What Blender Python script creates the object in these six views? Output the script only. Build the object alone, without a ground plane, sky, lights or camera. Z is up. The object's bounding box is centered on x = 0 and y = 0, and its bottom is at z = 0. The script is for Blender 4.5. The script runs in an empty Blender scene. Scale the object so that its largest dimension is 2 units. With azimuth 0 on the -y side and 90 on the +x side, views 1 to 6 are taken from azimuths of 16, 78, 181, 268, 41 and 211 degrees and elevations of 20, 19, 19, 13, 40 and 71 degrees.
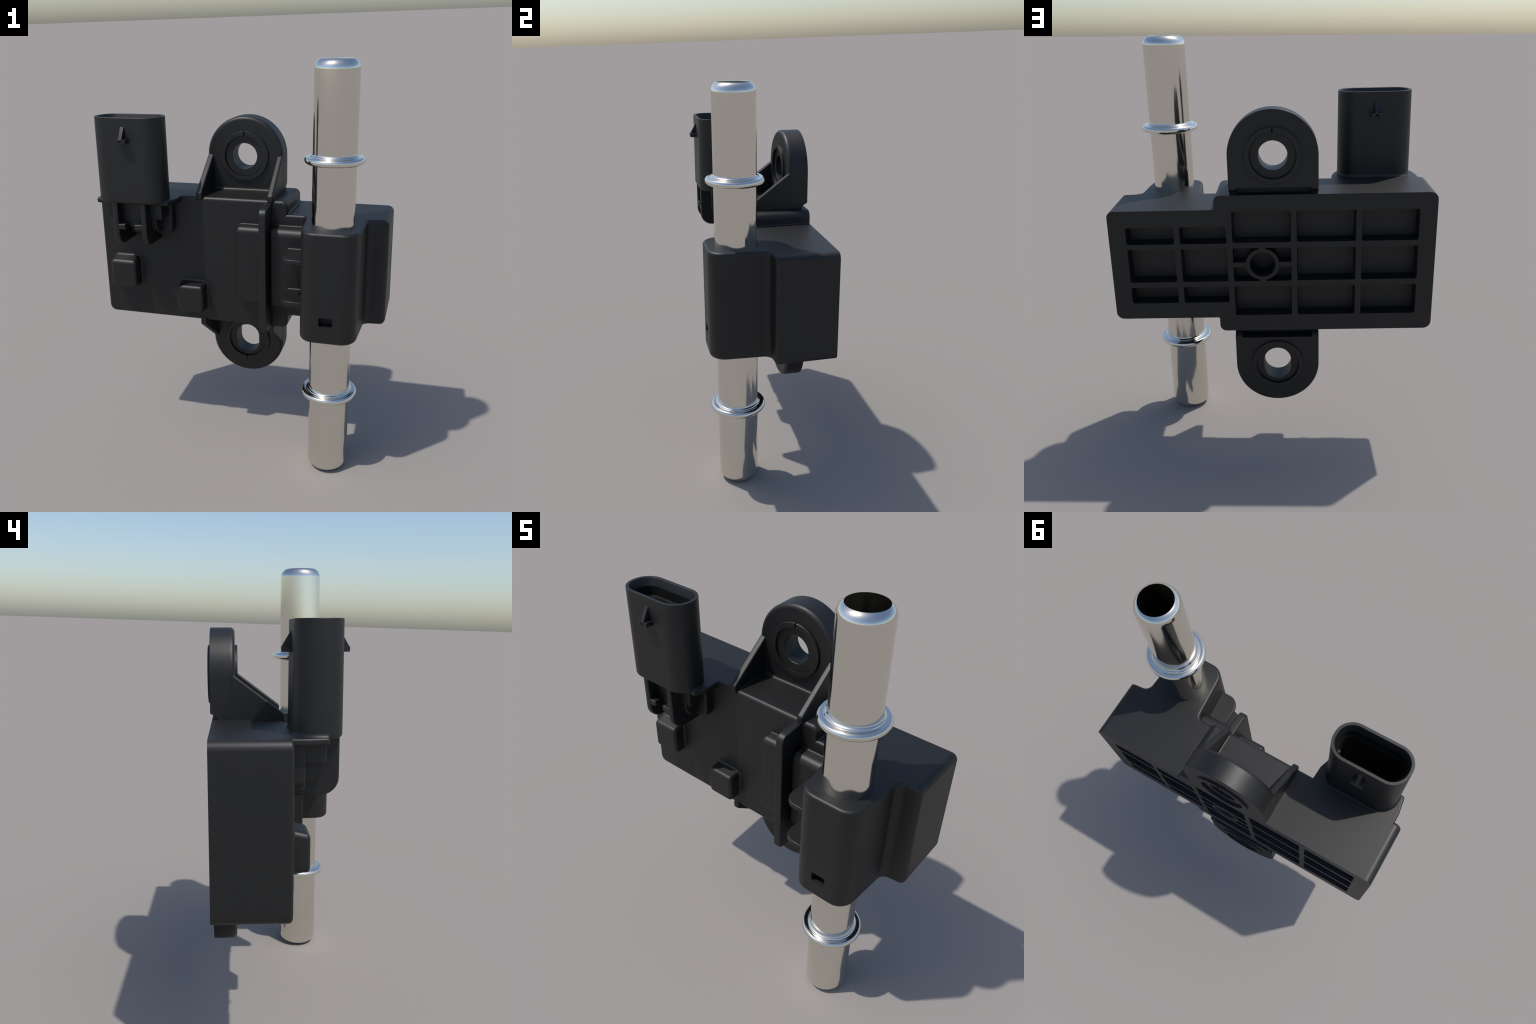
"""Moulded pressure-sensor housing clipped on a chromed tube: a ribbed black
plastic box with two mounting ears, a plug socket and a clamp for the tube.
Everything is modelled upright in the object's own frame; the root Empty then
carries the slight lean of the original."""
import bpy, bmesh, math
from mathutils import Matrix, Vector

# ------------------------------------------------------------------ materials
def node_material(name):
    m = bpy.data.materials.new(name)
    m.use_nodes = True
    nt = m.node_tree
    return m, nt, nt.nodes["Principled BSDF"]

def plastic_material(name, tone, rough):
    m, nt, p = node_material(name)
    tc = nt.nodes.new("ShaderNodeTexCoord")
    n = nt.nodes.new("ShaderNodeTexNoise")
    n.inputs["Scale"].default_value = 9.0
    n.inputs["Detail"].default_value = 3.0
    nt.links.new(tc.outputs["Object"], n.inputs["Vector"])
    ramp = nt.nodes.new("ShaderNodeValToRGB")
    ramp.color_ramp.elements[0].position = 0.35
    ramp.color_ramp.elements[1].position = 0.65
    ramp.color_ramp.elements[0].color = [c * 0.97 for c in tone] + [1]
    ramp.color_ramp.elements[1].color = [c * 1.03 for c in tone] + [1]
    nt.links.new(n.outputs["Fac"], ramp.inputs["Fac"])
    nt.links.new(ramp.outputs["Color"], p.inputs["Base Color"])
    p.inputs["Roughness"].default_value = rough
    return m

def metal_material(name, tone, rough):
    m, nt, p = node_material(name)
    tc = nt.nodes.new("ShaderNodeTexCoord")
    n = nt.nodes.new("ShaderNodeTexNoise")
    n.inputs["Scale"].default_value = 14.0
    nt.links.new(tc.outputs["Object"], n.inputs["Vector"])
    mr = nt.nodes.new("ShaderNodeMapRange")
    mr.inputs["To Min"].default_value = rough * 0.9
    mr.inputs["To Max"].default_value = rough * 1.1
    nt.links.new(n.outputs["Fac"], mr.inputs["Value"])
    nt.links.new(mr.outputs["Result"], p.inputs["Roughness"])
    p.inputs["Base Color"].default_value = (*tone, 1)
    p.inputs["Metallic"].default_value = 1.0
    return m

PLASTIC = plastic_material("black_plastic", (0.0053, 0.0053, 0.0053), 0.5)
METAL = metal_material("chromed_steel", (0.765, 0.738, 0.668), 0.13)

# -------------------------------------------------------------------- helpers
ROOT = None

def fillet_polygon(points, seg=6):
    """points: (u, v, radius) corners; returns the outline with round corners."""
    out = []
    n = len(points)
    for i, (x, y, r) in enumerate(points):
        p = Vector((x, y))
        a = Vector(points[i - 1][:2]) - p
        b = Vector(points[(i + 1) % n][:2]) - p
        if r <= 0:
            out.append((x, y))
            continue
        la, lb = a.length, b.length
        a.normalize(); b.normalize()
        ang = a.angle(b)
        t = min(r / math.tan(ang / 2), la * 0.49, lb * 0.49)
        rr = t * math.tan(ang / 2)
        c = p + (a + b).normalized() * (rr / math.sin(ang / 2))
        s, e = p + a * t - c, p + b * t - c
        a0 = math.atan2(s.y, s.x)
        d = math.atan2(e.y, e.x) - a0
        d = (d + math.pi) % (2 * math.pi) - math.pi
        k = max(2, int(seg * abs(d) / (math.pi / 2) + 0.5))
        for j in range(k + 1):
            th = a0 + d * j / k
            out.append((c.x + rr * math.cos(th), c.y + rr * math.sin(th)))
    return out

def rounded_rect(u0, u1, v0, v1, r, seg=6):
    return fillet_polygon([(u0, v0, r), (u1, v0, r), (u1, v1, r), (u0, v1, r)], seg)

AXES = {"x": lambda u, v, w: (w, u, v),      # outline in (y, z)
        "y": lambda u, v, w: (u, w, v),      # outline in (x, z)
        "z": lambda u, v, w: (u, v, w)}      # outline in (x, y)

def prism_mesh(outline, axis, lo, hi, bevel_lo=0.0, bevel_hi=0.0, seg=4, skip=None):
    """Extrude an outline along an axis; round the rim of either end."""
    bm = bmesh.new()
    f = AXES[axis]
    bot = [bm.verts.new(f(u, v, lo)) for u, v in outline]
    top = [bm.verts.new(f(u, v, hi)) for u, v in outline]
    n = len(outline)
    bm.faces.new(bot); bm.faces.new(top)
    for i in range(n):
        bm.faces.new((bot[i], bot[(i + 1) % n], top[(i + 1) % n], top[i]))
    bmesh.ops.recalc_face_normals(bm, faces=bm.faces[:])
    for loop, width in ((bot, bevel_lo), (top, bevel_hi)):
        if width <= 0:
            continue
        ring = set(loop)
        edges = [e for e in bm.edges if e.verts[0] in ring and e.verts[1] in ring
                 and (skip is None or not skip((e.verts[0].co + e.verts[1].co) / 2))]
        bmesh.ops.bevel(bm, geom=edges, offset=width, segments=seg, profile=0.5,
                        affect='EDGES', clamp_overlap=True)
    me = bpy.data.meshes.new("tmp")
    bm.to_mesh(me); bm.free()
    return me

def loft_mesh(loops, close_first=True, close_last=True, ring=False):
    bm = bmesh.new()
    rows = [[bm.verts.new(p) for p in loop] for loop in loops]
    n = len(rows[0])
    pairs = list(zip(rows, rows[1:])) + ([(rows[-1], rows[0])] if ring else [])
    for a, b in pairs:
        for i in range(n):
            bm.faces.new((a[i], a[(i + 1) % n], b[(i + 1) % n], b[i]))
    if not ring:
        if close_first: bm.faces.new(rows[0])
        if close_last: bm.faces.new(rows[-1])
    bmesh.ops.recalc_face_normals(bm, faces=bm.faces[:])
    me = bpy.data.meshes.new("tmp")
    bm.to_mesh(me); bm.free()
    return me

def lathe_mesh(profile, axis, cu, cv, seg=96, ring=True):
    """profile: (radius, height along axis), closed into a ring section."""
    f = AXES[axis]
    loops = []
    for r, w in profile:
        loops.append([f(cu + r * math.cos(2 * math.pi * k / seg),
                        cv + r * math.sin(2 * math.pi * k / seg), w) for k in range(seg)])
    return loft_mesh(loops, ring=ring)

def arc(cx, cy, r, a0, a1, n=8):
    return [(cx + r * math.cos(math.radians(a0 + (a1 - a0) * i / n)),
             cy + r * math.sin(math.radians(a0 + (a1 - a0) * i / n))) for i in range(n + 1)]

def boolean(me, op, others):
    o = bpy.data.objects.new("tmp_a", me)
    bpy.context.scene.collection.objects.link(o)
    for k, t in enumerate(others):
        b = bpy.data.objects.new("tmp_b", t)
        bpy.context.scene.collection.objects.link(b)
        b.hide_render = True
        m = o.modifiers.new("b%d" % k, 'BOOLEAN')
        m.operation, m.object, m.solver = op, b, 'EXACT'
    dg = bpy.context.evaluated_depsgraph_get()
    res = bpy.data.meshes.new_from_object(o.evaluated_get(dg))
    for b in [m.object for m in o.modifiers] + [o]:
        bpy.data.objects.remove(b)
    return res

def join(*meshes):
    bm = bmesh.new()
    for m in meshes:
        bm.from_mesh(m)
    me = bpy.data.meshes.new("tmp")
    bm.to_mesh(me); bm.free()
    return me

def mirror_z(me, centre):
    """Copy of a mesh mirrored in the housing's horizontal mid plane."""
    bm = bmesh.new()
    bm.from_mesh(me)
    for v in bm.verts:
        v.co.z = 2 * centre - v.co.z
    bmesh.ops.reverse_faces(bm, faces=bm.faces[:])
    out = bpy.data.meshes.new("tmp")
    bm.to_mesh(out); bm.free()
    return out

def part(name, me, mat, parent=None, angle=32):
    me.name = name
    me.materials.clear()
    me.materials.append(mat)
    for p in me.polygons:
        p.use_smooth = True
        p.material_index = 0
    me.set_sharp_from_angle(angle=math.radians(angle))
    o = bpy.data.objects.new(name, me)
    bpy.context.scene.collection.objects.link(o)
    o.parent = parent or ROOT
    w = o.modifiers.new("weighted", 'WEIGHTED_NORMAL')
    w.keep_sharp = True
    w.weight = 100
    return o

def cove(axis, lo, hi, u, v, du, dv, r, n=5):
    """Concave fillet strip in an inner corner at (u, v) opening towards (du, dv)."""
    c = (u + du * r, v + dv * r)
    pts = [(u - du * 0.004, v - dv * 0.004), (c[0], v - dv * 0.004)]
    a0 = math.atan2(-dv, 0)
    a1 = math.atan2(0, -du)
    d = (a1 - a0 + math.pi) % (2 * math.pi) - math.pi
    pts += [(c[0] + r * math.cos(a0 + d * i / n), c[1] + r * math.sin(a0 + d * i / n)) for i in range(n + 1)]
    pts += [(u - du * 0.004, c[1])]
    return prism_mesh(pts, axis, lo, hi)

# ------------------------------------------------------------------ root
ROOT = bpy.data.objects.new("pressure_sensor", None)
bpy.context.scene.collection.objects.link(ROOT)
ROOT["label"] = "black plastic pressure sensor clamped on a shiny steel tube"
ROOT["category"] = "car sensor"

# ------------------------------------------------------------------ dimensions
BACK, FRONT = 0.275, -0.0205          # housing faces in y
X0, XS, X1 = -0.745, 0.2580, 0.746    # left end, step, right end
ZT, ZB = 1.337, 0.667                 # tall section
ST, SB = 1.2710, 0.7375               # low section beside the tube
MID = (ZT + ZB) / 2
PX, PY, PR = 0.5010, -0.1566, 0.0987  # tube axis and radius

# ------------------------------------------------------------------ housing
tall = prism_mesh(fillet_polygon([(X0, ZB, .036), (XS, ZB, .030), (XS, ZT, .030), (X0, ZT, .036)], 7),
                  "y", FRONT, BACK, bevel_lo=0.017)
CL, CR, CF = 0.3570, 0.6385, -0.303
plan = fillet_polygon([(0.10, BACK, 0), (0.10, FRONT, 0), (CL - .008, FRONT, .028), (CL + .017, CF, .072),
                       (CR - .007, CF, .076), (CR + .009, FRONT - .007, .038), (X1, FRONT + .002, .028),
                       (X1 + .003, BACK, 0)], 8)
low = prism_mesh(plan, "z", SB, ST, 0.020, 0.014,
                 skip=lambda c: c.y > BACK - .01 or c.x < .15)
low = boolean(low, 'INTERSECT', [prism_mesh(
    fillet_polygon([(.0, SB - .05, 0), (.08, SB, 0), (X1 + .002, SB, .034), (X1 - .002, ST, .030), (.08, ST, 0), (.0, ST + .05, 0)], 8),
    "y", -0.6, BACK)])
body = boolean(tall, 'UNION', [low])

# pockets of the ribbed back
FLOOR = 0.209
cuts = []
def pocket(x0, x1, z0, z1):
    a = rounded_rect(x0, x1, z0, z1, .009, 3)
    b = rounded_rect(x0 + .003, x1 - .003, z0 + .003, z1 - .003, .008, 3)
    cuts.append(loft_mesh([[(u, BACK + .02, v) for u, v in a], [(u, FLOOR + .004, v) for u, v in b],
                           [(u * 0.985 + (x0 + x1) / 2 * .015, FLOOR, v * .97 + (z0 + z1) / 2 * .03) for u, v in b]]))
ROWS_TALL = [(1.113, 1.262), (0.923, 1.087), (0.747, 0.898)]
ROWS_LOW = [(1.110, 1.193), (0.923, 1.087), (0.816, 0.898)]
for z0, z1 in ROWS_LOW:
    pocket(.447, .667, z0, z1)
    pocket(.207, .421, z0, z1)
for i, (z0, z1) in enumerate(ROWS_TALL):
    if i != 1:
        pocket(-.087, .182, z0, z1)
    pocket(-.383, -.112, z0, z1)
    pocket(-.667, -.408, z0, z1)
# the cell with the round boss: four corner pockets around a tube on a cross of ribs
BX, BZ = 0.0465, 1.0050
cell = prism_mesh(rounded_rect(-.087, .182, .923, 1.087, .009, 3), "y", FLOOR, BACK + .02)
keep = [lathe_mesh([(0.0005, FLOOR - .02), (.0775, FLOOR - .02), (.0775, BACK + .05), (0.0005, BACK + .05)], "y", BX, BZ, 64, ring=False),
        prism_mesh(rounded_rect(-.12, .22, BZ - .0115, BZ + .0115, 0, 2), "y", FLOOR - .02, BACK + .05),
        prism_mesh(rounded_rect(BX - .0155, BX + .0155, .88, 1.12, 0, 2), "y", FLOOR - .02, BACK + .05)]
cuts.append(boolean(cell, 'DIFFERENCE', keep))
cuts.append(lathe_mesh([(.0005, .178), (.0535, .178), (.0555, .262), (.0615, BACK + .006), (.0005, BACK + .006)], "y", BX, BZ, 64, ring=False))
body = boolean(body, 'DIFFERENCE', cuts)
# tube bore and little inspection window in the clamp
body = boolean(body, 'DIFFERENCE', [
    prism_mesh(rounded_rect(.4665, .5310, .8270, .8735, .009, 3), "y", CF - .02, CF + .040)])

def split_keep_normals(me, pred, names):
    """Separate a body by face region; both halves keep the whole body's normals."""
    me.materials.clear(); me.materials.append(PLASTIC)
    for p in me.polygons:
        p.use_smooth = True
        p.material_index = 0
    me.set_sharp_from_angle(angle=math.radians(32))
    o = bpy.data.objects.new("tmp", me)
    bpy.context.scene.collection.objects.link(o)
    w = o.modifiers.new("w", 'WEIGHTED_NORMAL'); w.keep_sharp = True; w.weight = 100
    ev = bpy.data.meshes.new_from_object(o.evaluated_get(bpy.context.evaluated_depsgraph_get()))
    bpy.data.objects.remove(o)
    cn = [Vector(c.vector) for c in ev.corner_normals]
    made = []
    for want, name in names:
        vmap, verts, faces, normals = {}, [], [], []
        for p in ev.polygons:
            if pred(p.center) != want:
                continue
            f = []
            for li in p.loop_indices:
                vi = ev.loops[li].vertex_index
                if vi not in vmap:
                    vmap[vi] = len(verts); verts.append(ev.vertices[vi].co.copy())
                f.append(vmap[vi]); normals.append(cn[li])
            faces.append(f)
        out = bpy.data.meshes.new(name)
        out.from_pydata(verts, [], faces)
        for p in out.polygons: p.use_smooth = True
        out.materials.append(PLASTIC)
        out.normals_split_custom_set(normals)
        ob = bpy.data.objects.new(name, out)
        bpy.context.scene.collection.objects.link(ob)
        ob.parent = ROOT
        made.append(ob)
    return made

bm = bmesh.new(); bm.from_mesh(body)
bmesh.ops.bisect_plane(bm, geom=bm.verts[:] + bm.edges[:] + bm.faces[:], dist=1e-6,
                       plane_co=(0, FRONT - .03, 0), plane_no=(0, 1, 0))
bm.to_mesh(body); bm.free()
housing, clamp = split_keep_normals(body, lambda c: c.y < FRONT - .03,
                                    [(False, "sensor_housing"), (True, "tube_clamp")])

# ------------------------------------------------------------------ front of the housing
def pad(name, x0, x1, z0, z1, y0, y1, r, base=0.010, top=0.016, slope_top=0.0, parent=None, xk=1.0):
    """Raised pad with a flared foot and rounded rim."""
    loops = []
    steps = []
    for i in range(5):                          # concave foot
        a = i / 4 * math.pi / 2
        steps.append((-base * (1 - math.sin(a)), y0 + (y1 - y0) / abs(y1 - y0) * base * (1 - math.cos(a))))
    s = (y1 - y0) / abs(y1 - y0)
    steps[0] = (steps[0][0], y0 - s * .004)
    steps.insert(1, (-base, y0 + s * .0003))
    for i in range(9):                          # convex rim
        a = i / 8 * math.pi / 2
        steps.append((top * (1 - math.cos(a)) + .002, y1 - s * top * (1 - math.sin(a))))
    for ins, y in steps:
        k = max(0.0, (y - y0) / (y1 - y0))
        ix = ins * (xk if ins > 0 else 1.0)
        zt = z1 - ins - slope_top * k
        loops.append([(u, y, v) for u, v in rounded_rect(x0 + ix, x1 - ix, z0 + ins, zt, max(.004, r - ix), 6)])
    return part(name, loft_mesh(loops, close_first=False), PLASTIC, parent)

pad("locating_pad", -.684, -.538, .838, 1.003, FRONT, -.0855, .022, slope_top=.014, parent=housing)
pad("locating_pad", -.317, -.172, .730, .886, FRONT, -.0855, .022, slope_top=.008, parent=housing)
pad("raised_panel", .006, .160, .805, 1.212, FRONT, -.078, .022, base=.006, top=.028, parent=housing, xk=.45)
pad("raised_panel", .174, .400, .800, 1.214, FRONT, -.0870, .020, base=.007, top=.038, parent=housing, xk=.5)

# upright rib with rounded corners
fin = fillet_polygon([(.05, .672, 0), (-.0155, .672, 0), (-.145, .690, .018), (-.1455, 1.318, .034), (-.0155, 1.327, 0), (.05, 1.327, 0)], 7)
part("upright_rib", prism_mesh(fin, "x", .1425, .1790, .006, .006, 3), PLASTIC, housing)

# two half-round guide plates between rib and clamp
def guide_plate(z):
    pl = fillet_polygon([(.39, -.05, 0), (.39, -.250, 0), (.2675, -.250, .088), (.2675, -.05, 0)], 14)
    return part("guide_plate", join(prism_mesh(pl, "z", z - .023, z, .005, .005, 3),
                cove("x", .275, .37, -.0870, z, -1, 1, .007)), PLASTIC, clamp)
guide_plate(1.1210)
guide_plate(.9150)

# ------------------------------------------------------------------ mounting ears
EX, ER, EY0, EY1 = -0.0125, 0.1995, 0.178, 0.2825
EXL, EXR = EX - ER, EX + ER

def ear_meshes(zc):
    top = [(EX + ER * math.cos(t), zc + ER * math.sin(t)) for t in [i * math.pi / 36 for i in range(37)]]
    outline = [(EXL, 1.300), (EXR, 1.300)] + top
    m = prism_mesh(outline, "y", EY0, EY1, 0.019, 0.002, skip=lambda c: c.z < 1.31)
    cut = [lathe_mesh([(.0005, .1), (.112, .1), (.112, .4), (.0005, .4)], "y", EX, zc, 64, ring=False),
           prism_mesh(fillet_polygon([(.2525, 1.28, 0), (.40, 1.28, 0), (.40, 1.3660, 0), (.284, 1.3660, 0), (.266, 1.3555, .012), (.2525, 1.345, .006)], 4),
                      "x", -.5, .5),
           prism_mesh(rounded_rect(-.180, .154, 1.25, 1.3725, .006, 3), "y", .225, .40)]
    m = boolean(m, 'DIFFERENCE', cut)
    extra = []
    g = fillet_polygon([(.200, 1.325, 0), (.0, 1.300, 0), (-.012, 1.300, 0), (-.0290, 1.330, .006), (-.0290, 1.3590, .016),
                        (.168, 1.5080, 0), (.200, 1.533, 0)], 6)
    for a, b in ((EXL + .0015, EXL + .0330), (EXR - .0310, EXR - .0015)):
        extra.append(prism_mesh(g, "x", a, b, .0135, .0135, 5))
    # fillets along the foot of the ear and the gussets
    foot = cove("x", EXL + .02, EXR - .02, EY0, ZT, -1, 1, .012)
    extra.append(foot)
    extra.append(cove("y", .0, EY0, EXL + .033, ZT, 1, 1, .008))
    extra.append(cove("y", .0, EY0, EXR - .031, ZT, -1, 1, .008))
    return m, extra

def bushing_mesh(zc, notch):
    """Split collar around an inner sleeve, standing proud of both ear faces."""
    yf, yb = .1670, .2935
    collar_p = [(.1030, yf), (.1240, yf), (.1255, yf + .002), (.1255, yb - .002), (.1240, yb), (.1030, yb)]
    m = lathe_mesh(collar_p, "y", EX, zc, 96)
    z0 = zc + notch * .114
    m = boolean(m, 'DIFFERENCE', [prism_mesh(rounded_rect(EX - .0032, EX + .0032, z0 - .02, z0 + .02, 0, 2), "y", .1, yf + .03),
                                  prism_mesh(rounded_rect(EX - .0032, EX + .0032, z0 - .02, z0 + .02, 0, 2), "y", yb - .03, .4)])
    return m

def sleeve_mesh(zc, slot):
    """Bolt sleeve; its bore is stretched upright by `slot` on the lower ear."""
    yf, yb = .1780, .2800
    m = lathe_mesh([(.0005, yf), (.1010, yf), (.1032, yf + .004), (.1032, yb - .004), (.1010, yb), (.0005, yb)],
                   "y", EX, zc, 96, ring=False)
    def bore(r, y):
        return [(EX + r * math.cos(t), y, zc + r * math.sin(t) + (slot if math.sin(t) > 1e-6 else -slot))
                for t in [2 * math.pi * (k + .5) / 72 for k in range(72)]]
    return boolean(m, 'DIFFERENCE', [loft_mesh([bore(.0690, yf - .01), bore(.0665, yf), bore(.0650, yf + .002),
                                                bore(.0650, yb - .002), bore(.0665, yb), bore(.0690, yb + .01)])])

ZU, ZL = 1.5140, 0.4875
for upper in (True, False):
    zc = ZU if upper else 2 * MID - ZL
    m, extra = ear_meshes(zc)
    pieces = [m] + extra
    bush, sleeve = bushing_mesh(zc, 1), sleeve_mesh(zc, 0.0 if upper else 0.0190)
    if not upper:
        pieces = [mirror_z(p, MID) for p in pieces]
        bush, sleeve = mirror_z(bush, MID), mirror_z(sleeve, MID)
    ear = part("mounting_ear", pieces[0], PLASTIC, housing)
    part("gusset", pieces[1], PLASTIC, ear)
    part("gusset", pieces[2], PLASTIC, ear)
    part("foot_fillet", join(*pieces[3:]), PLASTIC, ear)
    part("split_collar", bush, PLASTIC, ear)
    part("bolt_sleeve", sleeve, PLASTIC, ear)

# fillets in the inner corners of the step between tall and low section
part("step_fillet", join(cove("y", FRONT + .012, BACK - .001, XS, ST, 1, 1, .008),
                         cove("y", FRONT + .012, BACK - .001, XS, SB, 1, -1, .008)), PLASTIC, housing)

# ------------------------------------------------------------------ plug socket
SX, SY, SHX, SHY, SR = -0.4970, -0.1130, 0.1755, 0.0900, 0.0840
RIM, FOOT = 1.7395, 1.3270

def socket_loop(inset, z, grow=0.0):
    r = max(.02, SR - inset)
    return [(u, v, z) for u, v in rounded_rect(SX - SHX - grow + inset, SX + SHX + grow - inset,
                                               SY - SHY - grow + inset, SY + SHY + grow - inset, r, 14)]
loops = [socket_loop(.012, FOOT)]
for i in range(1, 11):
    a = i / 10 * math.pi / 2
    loops.append(socket_loop(.012 * (1 - math.sin(a)), FOOT + .012 * (1 - math.cos(a))))
loops += [socket_loop(.0020, RIM - .0015), socket_loop(.0030, RIM), socket_loop(.0145, RIM), socket_loop(.0155, RIM - .001),
          socket_loop(.0260, RIM - .030), socket_loop(.0275, RIM - .034), socket_loop(.0285, RIM - .075),
          socket_loop(.0340, RIM - .085), socket_loop(.0350, RIM - .150), socket_loop(.0390, RIM - .160), socket_loop(.0400, RIM - .36)]
socket = part("plug_socket", loft_mesh(loops), PLASTIC, angle=12)
# keying rib inside the socket wall
part("keying_rib", prism_mesh(rounded_rect(SX + SHX - .052, SX + SHX - .020, SY + .024, SY + .038, .002, 2), "z", 1.46, 1.655, 0, .003), PLASTIC, socket)

# latch noses on both broad faces
def latch(sign):
    y0 = SY + sign * (SHY - .006)
    y1 = SY + sign * (SHY + .0330)
    def wedge(x0, x1):
        pr = [(y0, 1.630), (y1, 1.630), (y1, 1.6420), (SY + sign * SHY, 1.698), (y0, 1.700)]
        return prism_mesh(pr, "x", x0, x1)
    bar = prism_mesh(rounded_rect(min(y0, y1), max(y0, y1), 1.6235, 1.6435, .002, 2), "x", -.5225, -.4690, .002, .002, 2)
    return part("latch_nose", join(wedge(-.5045, -.4875), bar), PLASTIC, socket)
latch(-1)
latch(1)

# flange that carries the socket on the housing
fl = fillet_polygon([(-.706, .06, 0), (-.706, -.060, .02), (-.692, -.1470, .012), (-.314, -.1470, .010), (-.2915, -.085, .06), (-.2890, FRONT - .004, 0), (-.2890, .06, 0)], 6)
flange = part("socket_flange", prism_mesh(fl, "z", 1.3110, ZT - .0003, .008, .008, 4), PLASTIC, housing)
# rounded foot of the socket on the flange
foot = []
for i in range(6):
    a = i / 5 * math.pi / 2
    foot.append(socket_loop(-.016 * (1 - math.sin(a)), ZT - .004 + .016 * (1 - math.cos(a))))
def behind(loop):
    return [(x, max(y, -.144), z) for x, y, z in loop]
part("socket_foot", loft_mesh([behind(l) for l in foot], True, True), PLASTIC, socket)

# carrier under the socket: two curved webs, stepped blocks and clip lugs
web = fillet_polygon([(.02, 1.330, 0), (.02, 1.1080, 0), (-.1970, 1.1080, .066), (-.1970, 1.330, 0)], 10)
for x0, x1 in ((-.5850, -.5560), (-.4375, -.4080)):
    part("socket_web", prism_mesh(web, "x", x0, x1, .008, .008, 3), PLASTIC, flange)
inner = fillet_polygon([(.02, 1.322, 0), (.02, 1.163, 0), (-.1395, 1.163, .058), (-.1395, 1.322, 0)], 8)
upper = fillet_polygon([(.02, 1.322, 0), (.02, 1.238, 0), (-.1415, 1.238, .008), (-.1415, 1.322, 0)], 4)
back = fillet_polygon([(-.6700, 1.1420, .040), (-.3270, 1.1420, .040), (-.3270, 1.322, 0), (-.6700, 1.322, 0)], 7)
mid = fillet_polygon([(.02, 1.322, 0), (.02, 1.150, 0), (-.060, 1.150, 0), (-.060, 1.195, 0), (-.1450, 1.195, .010), (-.1450, 1.322, 0)], 5)
blocks = [prism_mesh(inner, "x", -.6180, -.5700, .006, 0, 3), prism_mesh(inner, "x", -.4250, -.3790, 0, .006, 3),
          prism_mesh(upper, "x", -.6480, -.5690, .005, 0, 3), prism_mesh(upper, "x", -.4260, -.3490, 0, .005, 3),
          prism_mesh(back, "y", -.0650, FRONT + .01, .010, 0, 4),
          prism_mesh(mid, "x", -.575, -.42)]
part("stepped_carrier", join(*blocks), PLASTIC, flange)
lug = rounded_rect(-.1955, -.090, 1.1930, 1.2220, .006, 4)
part("clip_lug", prism_mesh(lug, "x", -.566, -.5225, .0, .006, 3), PLASTIC, flange)
part("clip_lug", prism_mesh(lug, "x", -.4770, -.427, .006, 0, 3), PLASTIC, flange)

# ------------------------------------------------------------------ tube
Z0, Z1 = 0.0022, 2.0010
BEAD1, BEAD2 = 1.5735, 0.4245
BR = 0.1355
def tube_profile():
    outer = []
    # bottom end: domed lip around the open bore
    rl, a0 = .045, -63.0
    lift = rl * (1 + math.sin(math.radians(a0)))
    lip = [(PR - rl + rl * math.cos(math.radians(a0 * (1 - i / 10))),
            Z0 - lift + rl * (1 + math.sin(math.radians(a0 * (1 - i / 10))))) for i in range(11)]
    outer += lip
    top = [(r, Z0 + Z1 - z) for r, z in reversed(lip)]
    def bead(z, s):
        """Rolled bead with a low shoulder on its far side."""
        h = .0165
        lower = [(PR, z - s * .0205), (PR + .004, z - s * .0180), (PR + .012, z - s * h)]
        rim = [(BR - h + h * math.cos(a), z + s * h * math.sin(a)) for a in [(-90 + 16 * i) * math.pi / 180 for i in range(11)]]
        shoulder = [(.1175, z + s * .0155), (.1130, z + s * .0154), (.1095, z + s * .0162), (.1082, z + s * .0175),
                    (.1078, z + s * .0195), (.1064, z + s * .0208), (.1030, z + s * .0222), (.1002, z + s * .0250), (PR, z + s * .0290)]
        seq = lower + rim + shoulder
        return seq if s > 0 else list(reversed(seq))
    outer += bead(BEAD2, 1) + [(PR, .7), (PR, 1.3)] + bead(BEAD1, 1) + top
    inner = [(.0735, Z1 - .004), (.0735, Z0 + .004)]
    return outer + inner
tube = part("steel_tube", lathe_mesh(tube_profile(), "z", PX, PY, 128), METAL, angle=40)

# ------------------------------------------------------------------ lean of the original
ez = Vector((0.0138, 0.0344, 1)).normalized()
ex = Vector((1, 0.0035, 0)); ex = (ex - ez * ex.dot(ez)).normalized()
ey = ez.cross(ex)
R = Matrix((ex, ey, ez)).transposed().to_4x4()
ROOT.matrix_world = Matrix.Translation((0, -0.002, 1)) @ R @ Matrix.Translation((0, 0, -1))
